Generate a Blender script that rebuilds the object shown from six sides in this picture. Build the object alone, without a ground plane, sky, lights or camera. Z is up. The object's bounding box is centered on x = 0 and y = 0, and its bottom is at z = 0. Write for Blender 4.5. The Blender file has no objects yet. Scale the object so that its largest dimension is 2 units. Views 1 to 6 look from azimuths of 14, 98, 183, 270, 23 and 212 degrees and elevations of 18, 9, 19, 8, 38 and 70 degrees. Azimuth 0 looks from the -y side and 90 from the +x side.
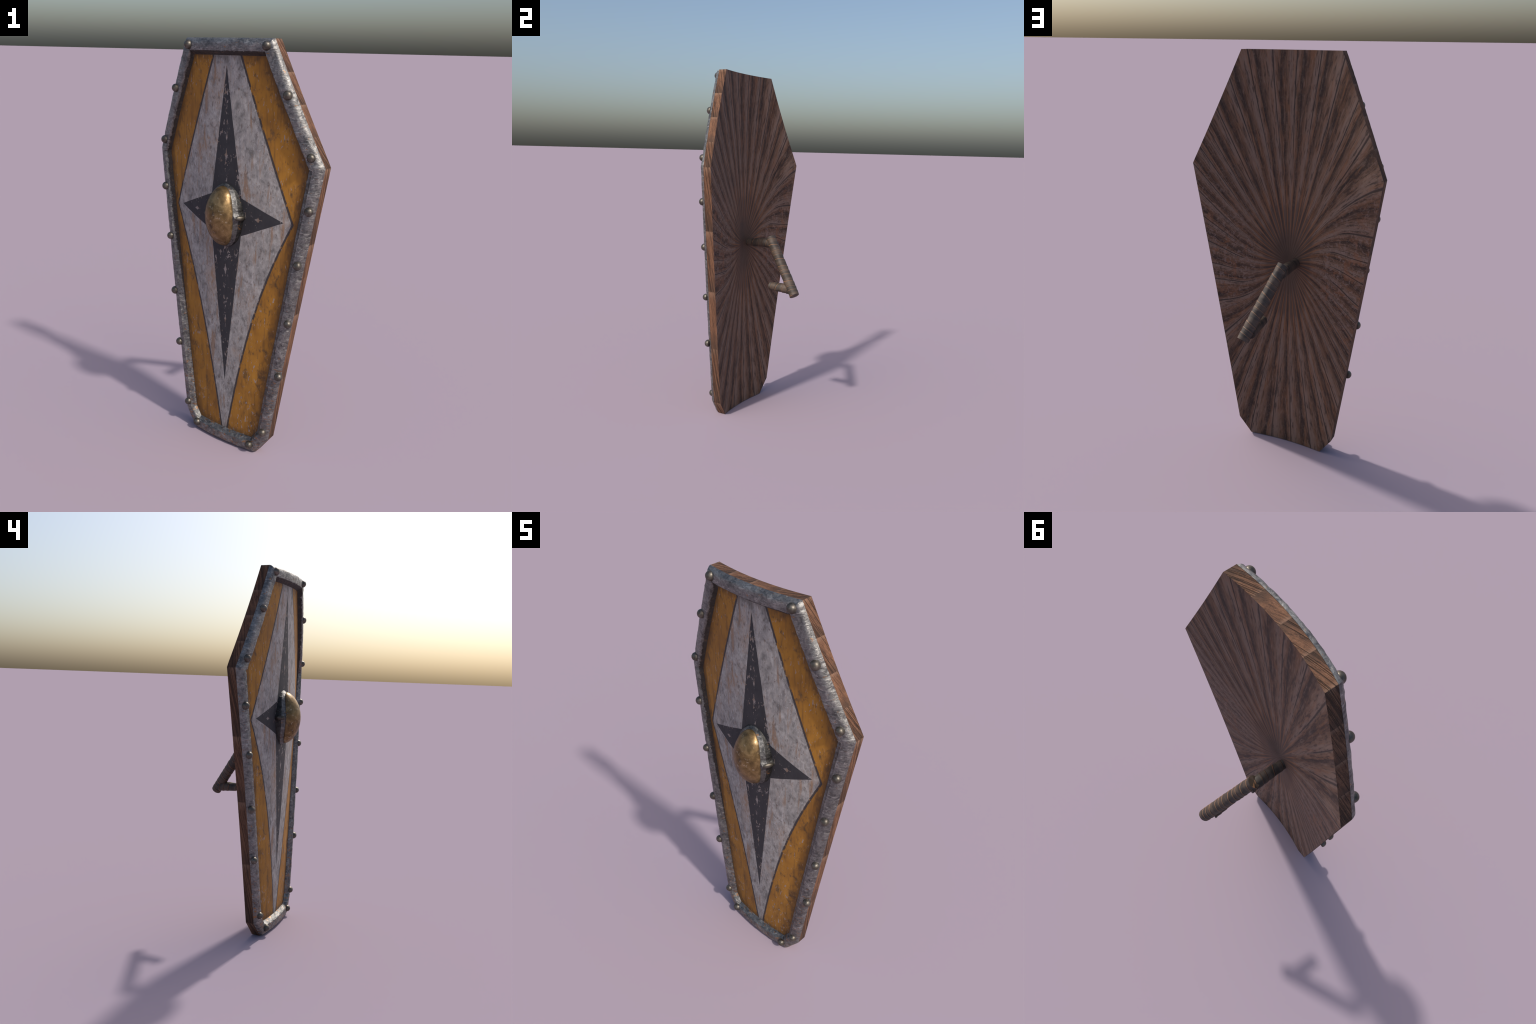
"""A tall coffin-shaped shield: curved wooden board, painted face, iron rim with rivets,
brass-domed boss and a wrapped grip on the back."""
import bpy, bmesh, math
from mathutils import Vector, Matrix, noise

YAW = math.radians(-22.28)          # the shield stands turned about the vertical
MID = 0.0105                        # its centre line lies this far along its own width

# ------------------------------------------------------------------ shape rules
# local frame: x = across the shield, y = towards the back, z = up
OUTLINE = [(0.2425, 2.0), (0.475, 1.475), (0.2655, 0.09), (0.2005, 0.0)]   # right half, top to bottom
OUTLINE = OUTLINE + [(-x, z) for x, z in reversed(OUTLINE)]                 # clockwise seen from the front


def back_y(x):
    """Depth of the back surface: the board is bent across its width."""
    return 0.403 * x * x - 0.094


def inset(d):
    """The outline moved inwards by d, corners mitred."""
    n, lines = len(OUTLINE), []
    for i in range(n):
        a, b = Vector(OUTLINE[i]), Vector(OUTLINE[(i + 1) % n])
        t = (b - a).normalized()
        inward = Vector((t.y, -t.x))
        if inward.dot(Vector((0, 1.0)) - a) < 0:
            inward = -inward
        lines.append((a + inward * d, t))
    out = []
    for i in range(n):
        (p, t), (q, s) = lines[i - 1], lines[i]
        k = (q - p).cross(s) / t.cross(s)
        out.append(p + t * k)
    return out


def nz(x, y, z, f, seed=0.0):
    return noise.noise(Vector((x * f + seed, y * f - seed * 1.7, z * f + seed * 0.6)))


# ------------------------------------------------------------------ scene helpers
def new_object(name, verts, faces, mat, parent, smooth=None, mats=None, index=None):
    me = bpy.data.meshes.new(name)
    me.from_pydata([tuple(v) for v in verts], [], faces)
    for m in mats or [mat]:
        me.materials.append(m)
    if index:
        me.polygons.foreach_set("material_index", index)
    bm = bmesh.new()
    bm.from_mesh(me)
    bmesh.ops.remove_doubles(bm, verts=bm.verts, dist=1e-6)
    bmesh.ops.recalc_face_normals(bm, faces=bm.faces)
    bm.to_mesh(me)
    bm.free()
    if smooth is not None:
        me.shade_smooth()
        me.set_sharp_from_angle(angle=math.radians(smooth))
    ob = bpy.data.objects.new(name, me)
    bpy.context.scene.collection.objects.link(ob)
    ob.parent = parent
    return ob


# ------------------------------------------------------------------ node helpers
class Sock:
    def __init__(self, g, s):
        self.g, self.s = g, s

    def _m(self, op, *o, **k):
        return self.g.math(op, self, *o, **k)

    def __add__(self, o): return self._m("ADD", o)
    def __radd__(self, o): return self._m("ADD", o)
    def __sub__(self, o): return self._m("SUBTRACT", o)
    def __rsub__(self, o): return self.g.math("SUBTRACT", o, self)
    def __mul__(self, o): return self._m("MULTIPLY", o)
    def __rmul__(self, o): return self._m("MULTIPLY", o)
    def __truediv__(self, o): return self._m("DIVIDE", o)
    def __rtruediv__(self, o): return self.g.math("DIVIDE", o, self)
    def __neg__(self): return self._m("MULTIPLY", -1.0)
    def __pow__(self, o): return self._m("POWER", o)
    def abs(self): return self._m("ABSOLUTE")
    def frac(self): return self._m("FRACT")
    def floor(self): return self._m("FLOOR")
    def sin(self): return self._m("SINE")
    def cos(self): return self._m("COSINE")
    def min(self, o): return self._m("MINIMUM", o)
    def max(self, o): return self._m("MAXIMUM", o)
    def clamp(self): return self._m("ADD", 0.0, clamp=True)

    def step(self, lo, hi):
        """0 below lo, 1 above hi, smooth between (lo > hi gives the falling step)."""
        n = self.g.t.nodes.new("ShaderNodeMapRange")
        n.interpolation_type = "SMOOTHSTEP"
        self.g.put(n.inputs[0], self)
        flip = lo > hi
        n.inputs[1].default_value, n.inputs[2].default_value = (hi, lo) if flip else (lo, hi)
        n.inputs[3].default_value, n.inputs[4].default_value = (1, 0) if flip else (0, 1)
        return Sock(self.g, n.outputs[0])


class Graph:
    """A material written as expressions."""

    def __init__(self, name):
        self.mat = bpy.data.materials.new(name)
        self.mat.use_nodes = True
        self.t = self.mat.node_tree
        self.bsdf = self.t.nodes["Principled BSDF"]
        self.co = Sock(self, self.t.nodes.new("ShaderNodeTexCoord").outputs["Object"])
        sep = self.t.nodes.new("ShaderNodeSeparateXYZ")
        self.put(sep.inputs[0], self.co)
        self.x, self.y, self.z = (Sock(self, sep.outputs[i]) for i in range(3))

    def put(self, socket, v):
        if isinstance(v, Sock):
            self.t.links.new(v.s, socket)
        else:
            socket.default_value = v

    def math(self, op, *a, clamp=False):
        n = self.t.nodes.new("ShaderNodeMath")
        n.operation, n.use_clamp = op, clamp
        for i, v in enumerate(a):
            self.put(n.inputs[i], v)
        return Sock(self, n.outputs[0])

    def vec(self, x, y, z):
        n = self.t.nodes.new("ShaderNodeCombineXYZ")
        for i, v in enumerate((x, y, z)):
            self.put(n.inputs[i], v)
        return Sock(self, n.outputs[0])

    def scaled(self, sx, sy, sz, off=0.0):
        return self.vec(self.x * sx + off, self.y * sy + off, self.z * sz + off)

    def noise(self, v, scale=1.0, detail=3.0, rough=0.55, dist=0.0):
        n = self.t.nodes.new("ShaderNodeTexNoise")
        self.put(n.inputs["Vector"], v)
        n.inputs["Scale"].default_value, n.inputs["Detail"].default_value = scale, detail
        n.inputs["Roughness"].default_value, n.inputs["Distortion"].default_value = rough, dist
        return Sock(self, n.outputs[0])

    def voronoi(self, v, scale=1.0, feature="F1", rand=1.0):
        n = self.t.nodes.new("ShaderNodeTexVoronoi")
        n.feature = feature
        self.put(n.inputs["Vector"], v)
        n.inputs["Scale"].default_value, n.inputs["Randomness"].default_value = scale, rand
        return Sock(self, n.outputs["Distance"])

    def white(self, v):
        n = self.t.nodes.new("ShaderNodeTexWhiteNoise")
        n.noise_dimensions = "1D"
        self.put(n.inputs["W"], v)
        return Sock(self, n.outputs["Value"])

    def ramp(self, f, *stops):
        n = self.t.nodes.new("ShaderNodeValToRGB")
        e = n.color_ramp.elements
        while len(e) < len(stops):
            e.new(0.5)
        for el, (p, c) in zip(e, stops):
            el.position, el.color = p, (*c, 1)
        self.put(n.inputs[0], f)
        return Sock(self, n.outputs[0])

    def mix(self, f, a, b, mode="MIX"):
        n = self.t.nodes.new("ShaderNodeMix")
        n.data_type, n.blend_type = "RGBA", mode
        self.put(n.inputs[0], f)
        for s, v in ((n.inputs[6], a), (n.inputs[7], b)):
            self.put(s, v if isinstance(v, Sock) else (*v, 1))
        return Sock(self, n.outputs[2])

    def grey(self, v):
        n = self.t.nodes.new("ShaderNodeCombineColor")
        for i in range(3):
            self.put(n.inputs[i], v)
        return Sock(self, n.outputs[0])

    def finish(self, color, rough=0.6, metal=0.0, bump=None, depth=0.002, strength=1.0, spec=0.5):
        b = self.bsdf
        self.put(b.inputs["Base Color"], color)
        self.put(b.inputs["Roughness"], rough)
        self.put(b.inputs["Metallic"], metal)
        b.inputs["Specular IOR Level"].default_value = spec
        if bump is not None:
            n = self.t.nodes.new("ShaderNodeBump")
            n.inputs["Strength"].default_value, n.inputs["Distance"].default_value = strength, depth
            self.put(n.inputs["Height"], bump)
            self.t.links.new(n.outputs[0], b.inputs["Normal"])
        return self.mat


# ------------------------------------------------------------------ materials
def wood_back():
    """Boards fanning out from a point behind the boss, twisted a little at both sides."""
    g = Graph("fanned_wood")
    u, v = -g.x, g.z - 1.01
    r = (u * u + v * v + 1e-5) ** 0.5
    au = u.abs()
    # share of the way from the fan's centre to the outline
    rho = (v / 0.99).max((au * 0.9137 + v * 0.4064) / 0.623).max((au * 0.9887 - v * 0.1496) / 0.4003).max(v / -1.01)
    ang = g.math("ARCTAN2", v, u)
    side = (((ang * 2.0).cos() + 0.55) * 0.72).clamp()
    wob = g.noise(g.vec(g.x * 4.0, 0.0, g.z * 4.0), 1.0, 2.0) - 0.5
    th = ang + side * rho.step(0.05, 1.15) * 0.36 + wob * side * 0.03
    s = th * 5.889 - (th * 2.0).sin() * 1.3
    jitter = g.noise(g.vec(th.cos() * 3.0, th.sin() * 3.0, r * 1.0), 1.0, 2.0) - 0.5
    t = (s + jitter * 0.40).frac()
    # fibre running along each ray
    fib = g.noise(g.vec(th.cos() * 32.0, th.sin() * 32.0, r * 4.5), 1.0, 4.0, 0.62, 0.35)
    fine = g.noise(g.vec(th.cos() * 95.0, th.sin() * 95.0, r * 15.0), 1.0, 3.0, 0.6, 0.4)
    flake = g.noise(g.scaled(62, 62, 62), 1.0, 4.0, 0.68, 0.9)
    band = g.ramp((t + (fib - 0.5) * 0.55).clamp(),
                  (0.0, (0.178, 0.124, 0.102)), (0.22, (0.170, 0.114, 0.091)), (0.40, (0.140, 0.082, 0.056)),
                  (0.54, (0.090, 0.053, 0.038)), (0.72, (0.034, 0.024, 0.021)), (0.86, (0.136, 0.074, 0.047)),
                  (1.0, (0.168, 0.112, 0.090)))
    col = g.mix(fib.step(0.48, 0.70) * 0.55, band, (0.200, 0.092, 0.046))
    col = g.mix(fine.step(0.50, 0.34) * 0.75, col, (0.034, 0.023, 0.020))
    col = g.mix(fine.step(0.52, 0.70) * 0.40, col, (0.235, 0.158, 0.126))
    rough_part = side * rho.step(0.25, 0.55)
    col = g.mix(flake.step(0.50, 0.62) * (rough_part * 0.50 + 0.10), col, (0.225, 0.160, 0.145))
    col = g.mix(flake.step(0.46, 0.36) * rough_part * 0.65, col, (0.050, 0.034, 0.028))
    rust = g.noise(g.scaled(20, 20, 20, 4.0), 1.0, 3.0, 0.6, 0.5)
    col = g.mix((rust.step(0.54, 0.66)) * (rough_part * 0.40 + 0.12), col, (0.210, 0.092, 0.048))
    long = g.noise(g.vec(s * 0.9, 0.0, r * 1.5), 1.0, 1.0)
    slit = ((t - 0.03).abs()).step(0.045, 0.010) * (rho + (long - 0.5) * 0.7).step(0.48, 0.68)
    col = g.mix(slit * 0.80, col, (0.026, 0.020, 0.019))
    # dark collar with ruddy ribs, then plain wood at the very centre
    collar = rho.step(0.05, 0.14) * (rho + (long - 0.5) * 0.1).step(0.33, 0.26)
    rib = g.math("PINGPONG", s * 1.5 + jitter * 0.3, 0.5)
    col = g.mix(collar * 0.62, col, (0.058, 0.040, 0.035))
    col = g.mix(rho.step(0.08, 0.2) * rho.step(0.48, 0.28) * rib.step(0.28, 0.48) * 0.7, col, (0.230, 0.102, 0.048))
    col = g.mix(rho.step(0.20, 0.03) * 0.85, col, (0.066, 0.042, 0.033))
    col = g.mix(1.0, col, (1.06, 1.04, 0.98), "MULTIPLY")
    height = fib * 0.5 + fine * 0.4 + flake * rough_part * 0.6 - slit * 0.9
    return g.finish(col, 0.62, 0.0, height, 0.0016, 0.6, spec=0.18)


def wood_edge(name, coord, count, count_top=False):
    """End blocks along the thickness of the board; coord runs 0..1 along that edge."""
    g = Graph(name)
    s = coord(g) * count
    f, k = s.frac(), s.floor()
    depth = g.y - (g.x * g.x * 0.403 - 0.094)           # 0 at the back, negative to the front
    turn = g.math("SIGN", g.x) if not count_top else 1.0
    slant = f * 3.0 - depth * turn * 62.0
    grain = g.noise(g.vec(slant * 1.7, f * 2.2, k * 3.7), 1.0, 5.0, 0.65, 0.5)
    pores = g.noise(g.vec(slant * 9.0, f * 16.0, k * 2.1), 1.0, 3.0, 0.65, 0.3)
    fine = g.noise(g.scaled(150, 150, 110), 1.0, 3.0, 0.65)
    col = g.ramp(grain, (0.32, (0.048, 0.029, 0.022)), (0.45, (0.128, 0.066, 0.042)),
                 (0.56, (0.190, 0.098, 0.059)), (0.72, (0.255, 0.140, 0.089)))
    col = g.mix(pores.step(0.52, 0.70) * 0.45, col, (0.320, 0.190, 0.128))
    col = g.mix(pores.step(0.46, 0.32) * 0.60, col, (0.070, 0.042, 0.030))
    col = g.mix(fine.step(0.46, 0.32) * 0.40, col, (0.060, 0.036, 0.026))
    col = g.mix(f.step(0.16, 0.0) * 0.45, col, (0.290, 0.190, 0.140))
    col = g.mix((f + (pores - 0.5) * 0.25).step(0.64, 0.96) * 0.70, col, (0.074, 0.047, 0.036))
    crack = (g.noise(g.vec(slant * 0.85, 0.0, k * 1.3), 1.0, 2.0) - 0.5).abs().step(0.035, 0.004)
    col = g.mix(crack * 0.75, col, (0.034, 0.022, 0.017))
    nick = f.step(0.020, 0.004) * (pores * 0.7 + fine * 0.3).step(0.46, 0.52)
    col = g.mix(nick * 0.5, col, (0.040, 0.026, 0.020))
    col = g.mix(1.0, col, (0.92, 0.87, 0.81), "MULTIPLY")
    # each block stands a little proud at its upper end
    return g.finish(col, 0.72, 0.0, grain * 0.8 + pores * 0.6 - crack - f * 1.2, 0.004, 0.8, spec=0.2)


def painted_face():
    """Ochre ground, pale diamond with a dark outline, black four-pointed star; all chipped."""
    g = Graph("weathered_paint")
    grain = g.noise(g.scaled(60, 60, 9), 1.0, 4.0, 0.65, 0.3)
    fleck = g.noise(g.scaled(95, 95, 34), 1.0, 4.0, 0.68, 0.4)
    fleck2 = g.noise(g.scaled(150, 150, 48, 7.3), 1.0, 3.0, 0.65, 0.2)
    cloud = g.noise(g.scaled(9, 9, 5, 2.1), 1.0, 3.0, 0.6)
    patch = g.noise(g.scaled(26, 26, 17, 4.4), 1.0, 4.0, 0.6, 0.5)
    wob = (g.noise(g.scaled(70, 70, 40, 1.0), 1.0, 2.0) - 0.5) * 0.0035
    ax, z = g.x.abs() + wob, g.z
    # diamond: straight upper edges, hollow lower ones
    q = (z - 0.05).max(0.0)
    upper = (1.93 - z) * 0.371 + 0.075
    lower = q * 0.18 + q * q * 0.02 + q * q * q * 0.0598 + 0.012
    edge = upper.min(lower) - ax
    # star: upright blade and cross blade
    blade = ((1.886 - z) * 0.1506).min((z - 0.348) * 0.1140) - ax
    cross = (((1.305 - z) - (ax - 0.0875) * 0.409).min((z - 1.124) - (ax - 0.0885) * 0.4346)).min(ax - 0.06)
    star = blade.max(cross)

    ochre = g.ramp(cloud, (0.30, (0.235, 0.100, 0.015)), (0.50, (0.345, 0.150, 0.016)), (0.72, (0.425, 0.192, 0.021)))
    ochre = g.mix(grain.step(0.52, 0.28) * 0.55, ochre, (0.115, 0.055, 0.016))
    streak = g.noise(g.scaled(34, 34, 3.2, 8.0), 1.0, 4.0, 0.6, 0.2)
    ochre = g.mix(streak.step(0.54, 0.70) * 0.50, ochre, (0.150, 0.068, 0.016))
    ochre = g.mix(patch.step(0.44, 0.28) * 0.60, ochre, (0.085, 0.052, 0.026))
    rub = z.step(0.30, 0.06) * 0.055                       # rubbed near the foot
    ochre = g.mix((fleck + rub + (cloud - 0.5) * 0.35).step(0.63, 0.675) * 0.75, ochre, (0.300, 0.280, 0.285))
    ochre = g.mix((fleck2 + (patch - 0.5) * 0.7).step(0.39, 0.31) * 0.45, ochre, (0.055, 0.036, 0.022))

    warm = g.noise(g.scaled(11, 11, 4, 9.0), 1.0, 3.0, 0.6)
    drip = g.noise(g.scaled(42, 42, 5, 6.0), 1.0, 3.0, 0.6, 0.3)
    scale = g.noise(g.scaled(48, 48, 30, 11.0), 1.0, 4.0, 0.66, 0.7)
    pale = g.ramp(patch * 0.55 + scale * 0.45, (0.37, (0.160, 0.150, 0.142)), (0.46, (0.268, 0.250, 0.236)),
                  (0.54, (0.338, 0.312, 0.293)), (0.63, (0.415, 0.388, 0.364)))
    pale = g.mix(warm.step(0.49, 0.66) * 0.50, pale, (0.350, 0.272, 0.222))
    pale = g.mix((drip + (warm - 0.5) * 0.3).step(0.56, 0.67) * 0.72, pale, (0.260, 0.150, 0.082))
    pale = g.mix(grain.step(0.48, 0.30) * 0.55, pale, (0.205, 0.190, 0.192))
    pale = g.mix((fleck + (scale - 0.5) * 0.35).step(0.42, 0.35) * 0.75, pale, (0.140, 0.110, 0.096))
    pale = g.mix((fleck2 + (warm - 0.5) * 0.35).step(0.61, 0.68) * 0.60, pale, (0.300, 0.170, 0.090))
    pale = g.mix((fleck2 - (cloud - 0.5) * 0.3).step(0.39, 0.34) * 0.45, pale, (0.52, 0.49, 0.49))

    # the black is worn through in small upright flakes
    chip = g.noise(g.vec(g.x * 85.0, g.y * 20.0, z * 36.0 + 7.7), 1.0, 3.0, 0.66, 0.7)
    lump = g.noise(g.vec(g.x * 20.0, 5.0, z * 9.0 + 2.6), 1.0, 2.0, 0.6, 0.4)
    spine = g.x.abs().step(0.030, 0.0) * 0.05
    chipped = (chip + (lump - 0.5) * 0.50 + spine).step(0.652, 0.672)
    # larger bare spots down the middle of each arm
    rag = (chip - 0.5) * 1.1 + (fleck2 - 0.5) * 1.4
    for cx, cz, rx, rz in ((0.0, 1.493, 0.0105, 0.028), (0.003, 1.575, 0.006, 0.024), (0.0, 0.944, 0.010, 0.030),
                           (0.001, 0.685, 0.0075, 0.022), (0.178, 1.214, 0.018, 0.012), (-0.190, 1.214, 0.016, 0.012)):
        away = ((g.x - cx) / rx).abs() ** 0.8 + ((g.z - cz) / rz).abs() ** 0.8
        chipped = chipped.max((away + rag).step(1.05, 0.85))
    black = g.mix(patch, (0.020, 0.019, 0.022), (0.045, 0.043, 0.047))
    black = g.mix(chipped * 0.85, black, g.mix(fleck.step(0.45, 0.6), (0.285, 0.245, 0.228), (0.230, 0.155, 0.110)))

    # ochre and pale darkened beside the rim: occlusion shading drawn into the paint
    ax0 = g.x.abs()
    near = (1.0334 - ax0 * 0.9137 - z * 0.4064).min(0.249 - ax0 * 0.9887 + z * 0.1496).min(2.0 - z).min(z)
    drawn_shade = (near + (patch - 0.5) * 0.10 + (fleck - 0.5) * 0.07).step(0.112, 0.070)
    ochre = g.mix(drawn_shade * 0.62, ochre, (0.090, 0.044, 0.017))
    pale = g.mix(drawn_shade * 0.45, pale, (0.120, 0.098, 0.084))
    col = g.mix(edge.step(-0.0006, 0.0006), ochre, pale)
    line = ((edge + 0.002).abs()).step(0.0062, 0.0042) * g.noise(g.scaled(45, 45, 30, 5.0)).step(0.30, 0.42)
    col = g.mix(line * 0.93, col, (0.034, 0.032, 0.036))
    col = g.mix(star.step(-0.0006, 0.0006), col, black)
    height = grain * 0.35 + fleck * 0.4 + patch * 0.3 - line * 0.5
    rough = 0.55 + fleck * 0.25
    return g.finish(col, rough, 0.0, height, 0.0022, 0.45, spec=0.4)


def iron(name="hammered_iron", dark=1.0, painted_shade=0.0):
    g = Graph(name)
    big = g.noise(g.scaled(18, 18, 18), 1.0, 4.0, 0.62, 0.6)
    mid = g.noise(g.scaled(64, 64, 64, 3.0), 1.0, 4.0, 0.58, 0.7)
    fine = g.noise(g.scaled(200, 200, 200, 1.0), 1.0, 3.0, 0.6)
    stroke = g.noise(g.scaled(24, 24, 62, 6.0), 1.0, 4.0, 0.58, 1.4)
    k = dark
    col = g.ramp(big * 0.45 + mid * 0.55, (0.33, (0.120 * k, 0.117 * k, 0.116 * k)), (0.47, (0.270 * k, 0.264 * k, 0.256 * k)),
                 (0.56, (0.365 * k, 0.356 * k, 0.343 * k)), (0.68, (0.520 * k, 0.505 * k, 0.482 * k)))
    col = g.mix(stroke.step(0.56, 0.68) * 0.6, col, (0.68 * k, 0.66 * k, 0.62 * k))
    col = g.mix(stroke.step(0.45, 0.34) * 0.50, col, (0.120 * k, 0.118 * k, 0.120 * k))
    col = g.mix(fine.step(0.44, 0.28) * 0.5, col, (0.09, 0.085, 0.085))
    rust = g.noise(g.scaled(36, 36, 90, 8.0), 1.0, 4.0, 0.66, 0.6)
    low = g.z.step(0.8, 0.1) * 0.07
    col = g.mix((rust + low).step(0.630, 0.69) * 0.8, col, (0.34, 0.165, 0.065))
    shade_tint = 0.0
    if painted_shade:
        # groove shadow coloured onto the inner slope: deep top and left, thin towards foot
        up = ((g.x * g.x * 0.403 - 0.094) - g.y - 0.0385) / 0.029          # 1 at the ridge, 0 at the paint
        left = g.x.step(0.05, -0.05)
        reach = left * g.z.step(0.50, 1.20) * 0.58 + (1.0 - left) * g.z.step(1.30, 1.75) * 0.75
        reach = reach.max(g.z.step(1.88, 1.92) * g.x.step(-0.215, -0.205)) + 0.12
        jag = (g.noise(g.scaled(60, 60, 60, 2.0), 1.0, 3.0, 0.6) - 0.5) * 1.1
        shade_tint = (reach - up + jag * reach).step(-0.04, 0.08)
        col = g.mix(shade_tint * painted_shade, col, g.mix(mid.step(0.5, 0.7), (0.022, 0.016, 0.013), (0.070, 0.042, 0.026)))
    return g.finish(col, 0.42 + mid * 0.24 + shade_tint * 0.15, 0.94 - shade_tint * 0.8, big * 0.9 + stroke * 0.55 + mid * 0.18, 0.0060, 0.75)


def rivet_iron(name="rivet_iron", k=1.0):
    g = Graph(name)
    n = g.noise(g.scaled(70, 70, 70), 1.0, 3.0, 0.6, 0.5)
    i = g.t.nodes.new("ShaderNodeObjectInfo")
    tint = Sock(g, i.outputs["Random"])
    col = g.ramp(n, (0.3, (0.066 * k, 0.058 * k, 0.048 * k)), (0.55, (0.122 * k, 0.109 * k, 0.092 * k)), (0.75, (0.21 * k, 0.192 * k, 0.168 * k)))
    col = g.mix(tint * 0.25, col, (0.20, 0.17, 0.13))
    return g.finish(col, 0.44, 0.8, n, 0.002, 0.4)


def brass():
    g = Graph("worn_brass")
    big = g.noise(g.scaled(22, 22, 22), 1.0, 4.0, 0.6, 0.5)
    mid = g.noise(g.scaled(60, 60, 60, 2.0), 1.0, 4.0, 0.6, 0.6)
    fine = g.noise(g.scaled(210, 210, 210, 2.0), 1.0, 3.0, 0.6)
    col = g.ramp(big, (0.30, (0.100, 0.064, 0.029)), (0.48, (0.185, 0.118, 0.051)), (0.66, (0.310, 0.205, 0.096)))
    soot = g.noise(g.vec(g.x * 30.0, g.y * 30.0, g.z * 17.0), 1.0, 4.0, 0.66, 0.8)
    col = g.mix((soot * 0.7 + big * 0.3 + (g.z - 1.16).abs() * 0.5).step(0.47, 0.36) * 0.7, col, (0.060, 0.048, 0.040))
    col = g.mix(fine.step(0.42, 0.28) * 0.6, col, (0.05, 0.04, 0.035))
    col = g.mix(mid.step(0.58, 0.68) * 0.5, col, (0.46, 0.38, 0.28))
    dents = g.voronoi(g.scaled(38, 38, 38), 1.0)
    return g.finish(col, 0.33 + mid * 0.2, 0.8, big * 0.5 + mid * 0.3 + dents * 0.2, 0.004, 0.4)


def leather():
    """Overlapping turns of wrapping; the phase follows the same rule as the modelled relief."""
    g = Graph("leather_wrap")
    ph = g.z / PITCH + (g.z * 55.0).sin() * 0.22 + (g.math("ARCTAN2", g.y, g.x) / math.tau)
    ph = ph + (g.noise(g.scaled(30, 30, 30), 1.0, 2.0) - 0.5) * 0.10
    f, k = ph.frac(), ph.floor()
    tone = g.noise(g.vec(g.z * 45.0 + ph * 3.0, g.x * 20.0, g.y * 20.0), 1.0, 3.0, 0.6)
    fibre = g.noise(g.scaled(45, 45, 340), 1.0, 3.0, 0.65, 0.3)
    pick = g.noise(g.vec(g.z * 24.0, 3.1, 0.0), 1.0, 1.0)
    col = g.mix(pick.step(0.44, 0.56), (0.086, 0.060, 0.044), (0.046, 0.036, 0.029))
    col = g.mix(tone.step(0.50, 0.72) * 0.5, col, (0.120, 0.090, 0.072))
    col = g.mix(fibre.step(0.50, 0.32) * 0.6, col, (0.030, 0.024, 0.021))
    col = g.mix(fibre.step(0.58, 0.72) * 0.35, col, (0.140, 0.112, 0.092))
    col = g.mix(f.step(0.80, 0.97) * 0.55, col, (0.040, 0.032, 0.028))
    lip = f.step(0.0, 0.02) * f.step(0.10, 0.05)
    col = g.mix(lip * 0.85, col, (0.270, 0.135, 0.068))
    return g.finish(col, 0.6, 0.0, tone * 0.4 + fibre * 0.5 + lip * 0.3, 0.0015, 0.6, spec=0.4)


PITCH = 0.034
M_BACK = wood_back()
M_EDGE_UP = wood_edge("edge_wood_upper", lambda g: (2.0 - g.z) / 0.525, 4.0)
M_EDGE_LOW = wood_edge("edge_wood_lower", lambda g: (1.475 - g.z) / 1.385, 4.0)
M_EDGE_TOP = wood_edge("edge_wood_top", lambda g: (g.x + 0.2425) / 0.485, 4.0, True)
M_PAINT, M_IRON, M_RIVET, M_BRASS = painted_face(), iron(dark=0.70), rivet_iron(), brass()
M_LEATHER = leather()
M_SHADE_TINTED = iron("shade_tinted_iron", 0.62, 0.95)

# ------------------------------------------------------------------ the thing itself
root = bpy.data.objects.new("shield", None)
bpy.context.scene.collection.objects.link(root)
root.rotation_euler = (0, 0, YAW)
root.location = (MID * math.cos(YAW), MID * math.sin(YAW), 0)
root["label"] = "tall coffin-shaped wooden shield with iron rim, star and brass boss"
root["category"] = "medieval shield"

ROWS = (5, 46, 20)            # rows of the board between foot, shoulder and top
COLS = 40


def fan_y(x, z):
    """The back is flat along every ray from its middle to the outline."""
    v, a = z - 1.01, abs(x)
    rho = max(v / 0.99, -v / 1.01, (a * 0.9137 + v * 0.4064) / 0.632, (a * 0.9887 - v * 0.1496) / 0.4003,
              (a * 0.8107 - v * 0.5855) / 0.7539)
    return -0.093 + rho * (back_y(x / rho) + 0.093) if rho > 1e-4 else -0.093


def grid(d, off, fan=False):
    """Bent sheet filling the outline inset by d, off in front of the back surface."""
    P = inset(d)
    right = [P[3], P[2], P[1], P[0]]
    rows = []
    for s in range(3):
        a, b = right[s], right[s + 1]
        for i in range(ROWS[s] + (s == 2)):
            c = a.lerp(b, i / ROWS[s])
            rows.append([Vector((c.x * (2 * j / COLS - 1), 0, c.y)) for j in range(COLS + 1)])
    for row in rows:
        for v in row:
            v.y = (fan_y(v.x, v.z) if fan else back_y(v.x)) - off
    return rows


def rim_indices(nr):
    """(row, column) round the border of the grid."""
    n = COLS
    loop = [(0, j) for j in range(n)] + [(i, n) for i in range(nr - 1)]
    return loop + [(nr - 1, j) for j in range(n, 0, -1)] + [(i, 0) for i in range(nr - 1, 0, -1)]


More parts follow.
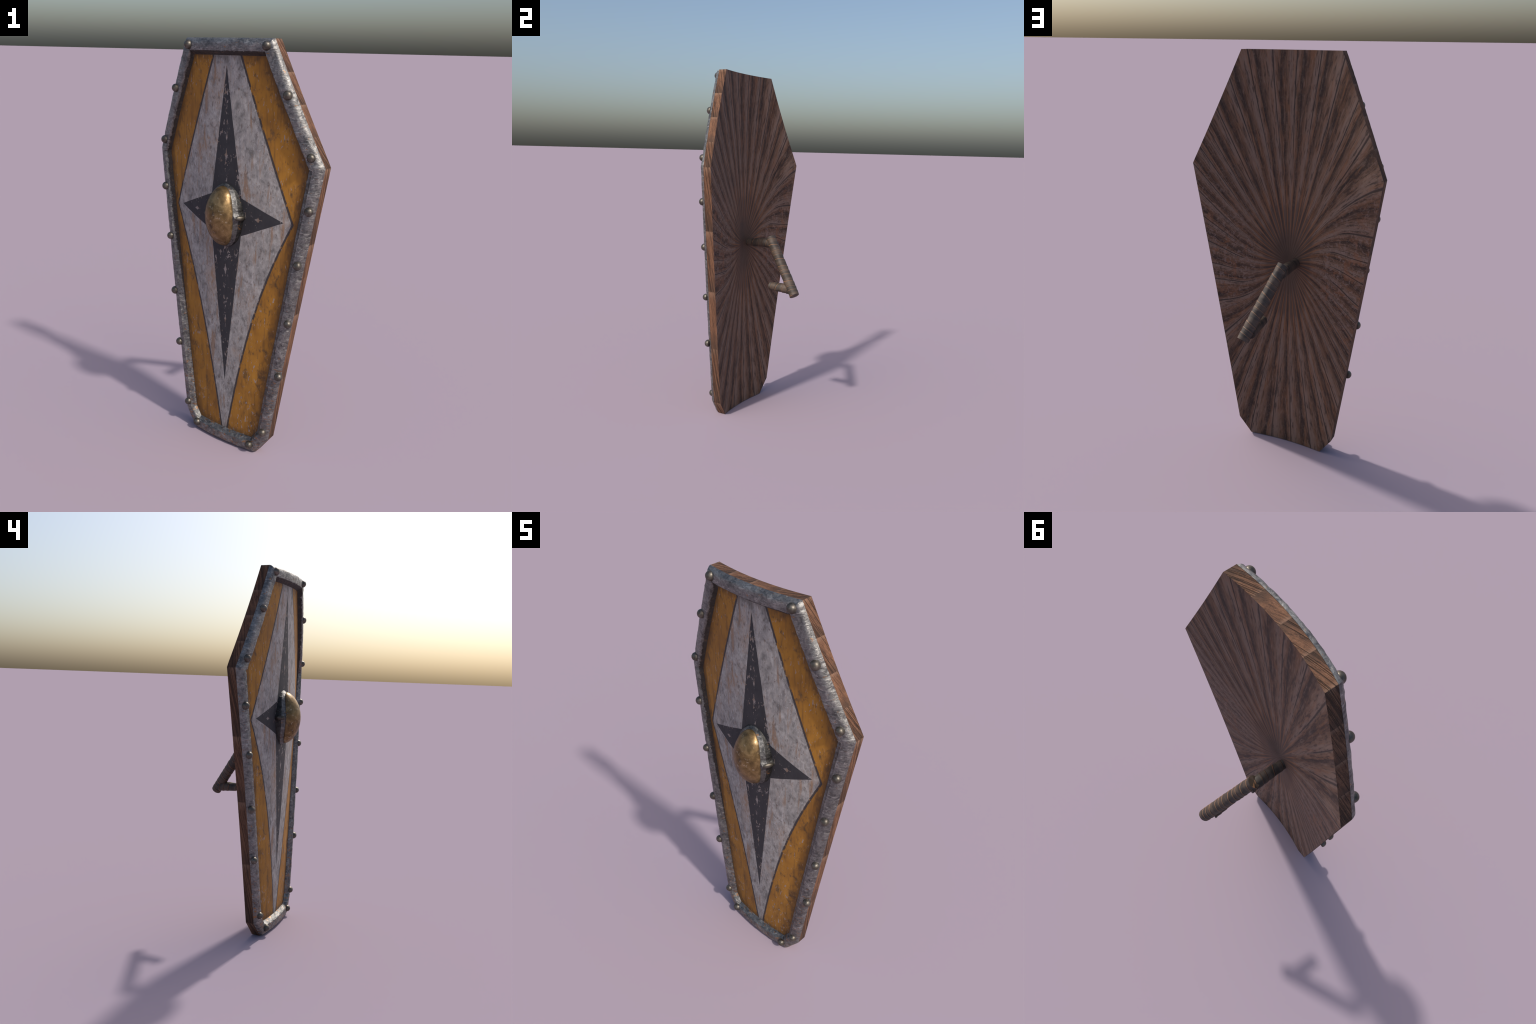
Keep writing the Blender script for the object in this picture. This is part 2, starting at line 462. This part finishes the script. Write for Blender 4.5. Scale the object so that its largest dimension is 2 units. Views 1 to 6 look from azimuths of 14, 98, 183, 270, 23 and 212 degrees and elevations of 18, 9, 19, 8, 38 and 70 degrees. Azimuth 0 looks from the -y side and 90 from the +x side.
def sheet_solid(layers, fan=False):
    """Close a back grid, border loops and a front grid into one solid. layers: (d, off) from back to front."""
    verts, faces, kind = [], [], []
    first, last = grid(*layers[0], fan), grid(*layers[-1])
    nr, w = len(first), COLS + 1
    for G in (first, last):
        base = len(verts)
        verts += [v for row in G for v in row]
        for i in range(nr - 1):
            for j in range(COLS):
                q = base + i * w + j
                faces.append((q, q + 1, q + w + 1, q + w))
                kind.append(0)
    loop = rim_indices(nr)
    ids = [[i * w + j for i, j in loop]]
    for L in layers[1:-1]:
        G = grid(*L)
        ids.append(list(range(len(verts), len(verts) + len(loop))))
        verts += [G[i][j] for i, j in loop]
    ids.append([nr * w + i * w + j for i, j in loop])
    for a, b in zip(ids, ids[1:]):
        for k in range(len(loop)):
            m = (k + 1) % len(loop)
            faces.append((a[k], a[m], b[m], b[k]))
            z = (verts[a[k]].z + verts[a[m]].z) / 2
            kind.append(3 if z > 1.9999 else 1 if z > 1.475 else 2)
    return verts, faces, kind


v, f, k = sheet_solid([(0.0, 0.0), (0.0, 0.0465), (0.040, 0.0465), (0.040, 0.036)], True)
board = new_object("wooden_board", v, f, None, root, 35, [M_BACK, M_EDGE_UP, M_EDGE_LOW, M_EDGE_TOP], k)
v, f, k = sheet_solid([(0.045, 0.0355), (0.045, 0.040)])
face = new_object("painted_face", v, f, M_PAINT, root, 35)

# ---- iron rim: a profile swept round the outline with mitred corners, beaten by hand
PROFILE = [(0.030, 0.0470), (-0.0006, 0.0470), (0.0006, 0.0520), (0.0022, 0.0565), (0.0042, 0.0603), (0.0070, 0.0637),
           (0.0105, 0.0663), (0.0152, 0.0682), (0.0205, 0.0694), (0.0250, 0.0699), (0.0320, 0.0696), (0.0400, 0.0690),
           (0.0455, 0.0684), (0.0498, 0.0676), (0.0522, 0.0652), (0.0560, 0.0596), (0.0610, 0.0522), (0.0655, 0.0450),
           (0.0695, 0.0385)]


RIVETS = [(0.2165, 1.970), (0.316, 1.775), (0.424, 1.5215), (0.4245, 1.287), (0.386, 1.034), (0.354, 0.744),
          (0.318, 0.463), (0.2455, 0.1355), (0.1735, 0.0415)]


def build_rim():
    loops = [(inset(d), off) for d, off in PROFILE]
    stations = []
    n = len(OUTLINE)
    for e in range(n):
        a, b = Vector(OUTLINE[e]), Vector(OUTLINE[(e + 1) % n])
        m = max(4, int((b - a).length / 0.0045))
        stations += [(e, i / m) for i in range(m)]
    verts, faces, kind, np_ = [], [], [], len(PROFILE)
    for e, t in stations:
        mid = loops[8][0][e].lerp(loops[8][0][(e + 1) % n], t)
        along = (Vector(OUTLINE[(e + 1) % n]) - Vector(OUTLINE[e])).normalized()
        centre = (Vector((0, 1.0)) - mid).normalized()
        inward = Vector((along.y, -along.x))
        if inward.dot(centre) < 0:
            inward = -inward
        for j, (P, off) in enumerate(loops):
            p = P[e].lerp(P[(e + 1) % n], t)
            # top and foot bands are a little wider than the sides
            if 12 <= j and e in (3, 7):
                p = p + inward * 0.003
            if 11 <= j <= 15 and e in (0, 1, 5, 6):
                p = p + inward * (0.0025 if e in (0, 6) else -0.008 if e == 1 else -0.006)
            # strips lap over one another at the corners
            if 3 <= j <= 13 and ((e == 0 and t < 0.082) or (e == 6 and t > 0.918) or (e == 1 and t > 0.955) or (e == 5 and t < 0.045)):
                off += 0.0016
            # the strip is beaten down round every rivet
            near = min((Vector((abs(p.x), p.y)) - Vector(r)).length for r in RIVETS)
            off -= 0.0022 * math.exp(-(near / 0.027) ** 2) * (1.0 if 4 <= j <= 13 else 0.0)
            if 2 <= j:
                beat = nz(p.x, j * 0.004, p.y, 34, 1.0) * 0.0018 + nz(p.x, off, p.y, 95, 5.0) * 0.0010
                off = off + beat * (1.0 if 3 <= j <= 15 else 0.3)
            if 13 <= j <= 16:                      # ragged inner lip
                p = p + inward * (nz(p.x, 0, p.y, 48, 9.0) * 0.0014 + nz(p.x, 0, p.y, 130, 2.0) * 0.0011)
            if 2 <= j <= 5:                        # nicks along the outer edge
                nick = max(0.0, nz(p.x, 0, p.y, 62, 3.0) - 0.12) * (6 - j) / 4
                p, off = p + inward * nick * 0.007, off - nick * 0.006
            if 7 <= j <= 9:
                p = p + inward * nz(p.x, 0, p.y, 40, 6.0) * 0.0022
            verts.append(Vector((p.x, back_y(p.x) - off, p.y)))
    m = len(stations)
    for i in range(m):
        for j in range(np_):
            a, b = i * np_, ((i + 1) % m) * np_
            faces.append((a + j, b + j, b + (j + 1) % np_, a + (j + 1) % np_))
            kind.append(1 if j >= 13 else 0)
    return new_object("iron_rim", verts, faces, None, root, 32, [M_IRON, M_SHADE_TINTED], kind)


rim = build_rim()

# ---- rivets: domed heads, one mesh shared by all
def rivet_mesh():
    prof = [(0.0, 0.0215), (0.0055, 0.0207), (0.0103, 0.0184), (0.0144, 0.0147), (0.0172, 0.0098), (0.0186, 0.0045),
            (0.0190, 0.0), (0.0182, -0.0040), (0.016, -0.0065), (0.0, -0.0075)]
    verts, faces, n = [], [], 24
    for r, h in prof:
        for i in range(n):
            a = math.tau * i / n
            verts.append(Vector((r * math.cos(a), -h, r * math.sin(a))))
    for k in range(len(prof) - 1):
        for i in range(n):
            j = (i + 1) % n
            faces.append((k * n + i, k * n + j, (k + 1) * n + j, (k + 1) * n + i))
    return new_object("rivet", verts, faces, M_RIVET, rim, 80)


first = rivet_mesh()
count = 0
for side in (1, -1):
    for x, z in RIVETS:
        ob = first if count == 0 else first.copy()
        if count:
            bpy.context.scene.collection.objects.link(ob)
        ob.parent = rim
        x_ = side * x
        ob.location = (x_, back_y(x_) - 0.0665, z)
        s = 1.07 + 0.04 * math.sin(count * 2.3)
        ob.rotation_euler = (0.05 * math.sin(count * 1.9), count * 1.1, math.atan(0.806 * x_))
        ob.scale = (s, 1.0, s)
        count += 1

M_LUG = rivet_iron("lug_iron", 0.6)

# ---- boss: oval iron flange, brass dome, two side lugs
BZ = 1.211


def oval(rings, n=128, wobble=0.0, flare=0.0):
    verts, faces = [], []
    for k, (a, b, y_side, y_end) in enumerate(rings):
        for i in range(n):
            t = math.tau * i / n
            dx, dz = math.cos(t), math.sin(t)
            w = 1.0 + wobble * (nz(dx * 2, k * 0.15, dz * 2, 2.2, 4.0) + 0.6 * nz(dx * 2, k * 0.3, dz * 2, 6.0, 8.0))
            lug = math.exp(-((b * dz - 0.005) / 0.013) ** 2)      # the flange swells round each side lug
            w += flare * lug / a * (1.0 if k < 9 else 0.3)
            yy = y_end + (y_side - y_end) * dx * dx + wobble * 0.06 * nz(dx, k * 0.2, dz, 5.0, 2.0)
            verts.append(Vector((a * w * dx, yy, BZ + b * w * dz)))
    for k in range(len(rings) - 1):
        for i in range(n):
            j = (i + 1) % n
            faces.append((k * n + i, k * n + j, (k + 1) * n + j, (k + 1) * n + i))
    faces += [tuple(range(n)), tuple(range((len(rings) - 1) * n, len(rings) * n))]
    return verts, faces


# (half width, half height, depth at the sides, depth at top and foot): the flange lies on the bent board,
# so its edge stands high at the sides and runs out to nothing above and below
flange = [(0.0990, 0.1545, -0.118, -0.116), (0.0995, 0.1550, -0.130, -0.126), (0.0980, 0.1540, -0.145, -0.1300),
          (0.0955, 0.1530, -0.157, -0.1330), (0.0935, 0.1520, -0.1615, -0.1350), (0.0905, 0.1505, -0.1650, -0.1375),
          (0.0850, 0.1450, -0.1710, -0.1430), (0.0800, 0.1420, -0.1775, -0.1490), (0.0765, 0.1400, -0.1820, -0.1530),
          (0.0740, 0.1385, -0.1840, -0.1550), (0.0600, 0.1200, -0.1840, -0.1600)]
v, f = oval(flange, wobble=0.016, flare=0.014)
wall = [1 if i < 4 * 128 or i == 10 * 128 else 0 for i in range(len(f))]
boss = new_object("boss", v, f, None, root, 28, [iron("boss_iron", 0.46), iron("dark_wall_iron", 0.16)], wall)
dome = [(0.0765, 0.1405, -0.1790, -0.1500)]
for i in range(24):
    r = max(0.004, math.cos(i / 23 * math.pi / 2))
    rise = (1 - r * r) ** 0.62
    dome.append((0.0790 * r, 0.1425 * r, -0.1815 - 0.0540 * rise, -0.1525 - 0.0830 * rise))
v, f = oval(dome, wobble=0.006)
new_object("boss_dome", v, f, M_BRASS, boss, 70)

for side in (1, -1):
    verts, faces, n, m = [], [], 20, 14
    axis = Vector((-side * 0.42, -0.9, 0)).normalized()
    across = axis.cross(Vector((0, 0, 1))).normalized()
    c = Vector((side * 0.0975, -0.155, BZ + 0.005))
    for k in range(m + 1):
        u = -1 + 2 * k / m
        r = 0.0132 * math.sqrt(max(0.0, 1 - abs(u) ** 2.2)) + 1e-4
        for i in range(n):
            t = math.tau * i / n
            verts.append(c + axis * (0.027 * u) + across * (r * math.cos(t)) + Vector((0, 0, r * math.sin(t))))
    for k in range(m):
        for i in range(n):
            j = (i + 1) % n
            faces.append((k * n + i, k * n + j, (k + 1) * n + j, (k + 1) * n + i))
    faces += [tuple(range(n)), tuple(range(m * n, (m + 1) * n))]
    new_object("boss_lug", verts, faces, M_LUG, boss, 80)


# ---- grip: wrapped bar between two tapering wrapped arms
def wrapped_rod(name, a, b, ra, rb, parent):
    """Rod from a to b, built along its own z so that the wrapping follows it."""
    a, b = Vector(a), Vector(b)
    L = (b - a).length
    verts, faces, n = [], [], 40
    m = int(L / 0.0012)
    rings = [(0.0, 0.0)] + [(i / m * L, None) for i in range(m + 1)] + [(L, 0.0)]
    for z, r0 in rings:
        for i in range(n):
            t = math.tau * i / n
            ph = z / PITCH + 0.22 * math.sin(z * 55.0) + math.atan2(math.sin(t), math.cos(t)) / math.tau
            fr = ph - math.floor(ph)
            r = ra + (rb - ra) * z / L
            r += 0.0024 * (0.5 - fr) * min(1.0, fr / 0.06) + 0.0014 * nz(math.cos(t), z * 20, math.sin(t), 1.5, 3.0)
            r = r if r0 is None else 0.0004
            verts.append(Vector((r * math.cos(t), r * math.sin(t), z)))
    for k in range(len(rings) - 1):
        for i in range(n):
            j = (i + 1) % n
            faces.append((k * n + i, k * n + j, (k + 1) * n + j, (k + 1) * n + i))
    ob = new_object(name, verts, faces, M_LEATHER, root, 45)
    ob.matrix_local = Matrix.Translation(a) @ (b - a).to_track_quat("Z", "Y").to_matrix().to_4x4()
    return ob


S = -MID
bar = wrapped_rod("grip_bar", (-0.034 + S, 0.067, 1.056), (0.061 + S, 0.290, 0.750), 0.0285, 0.0285, root)
wrapped_rod("grip_arm", (-0.029 + S, -0.094, 1.0175), (-0.032 + S, 0.093, 1.027), 0.0215, 0.0300, root)
wrapped_rod("grip_arm", (0.044 + S, 0.117, 0.7845), (0.042 + S, 0.258, 0.7795), 0.0220, 0.0300, root)
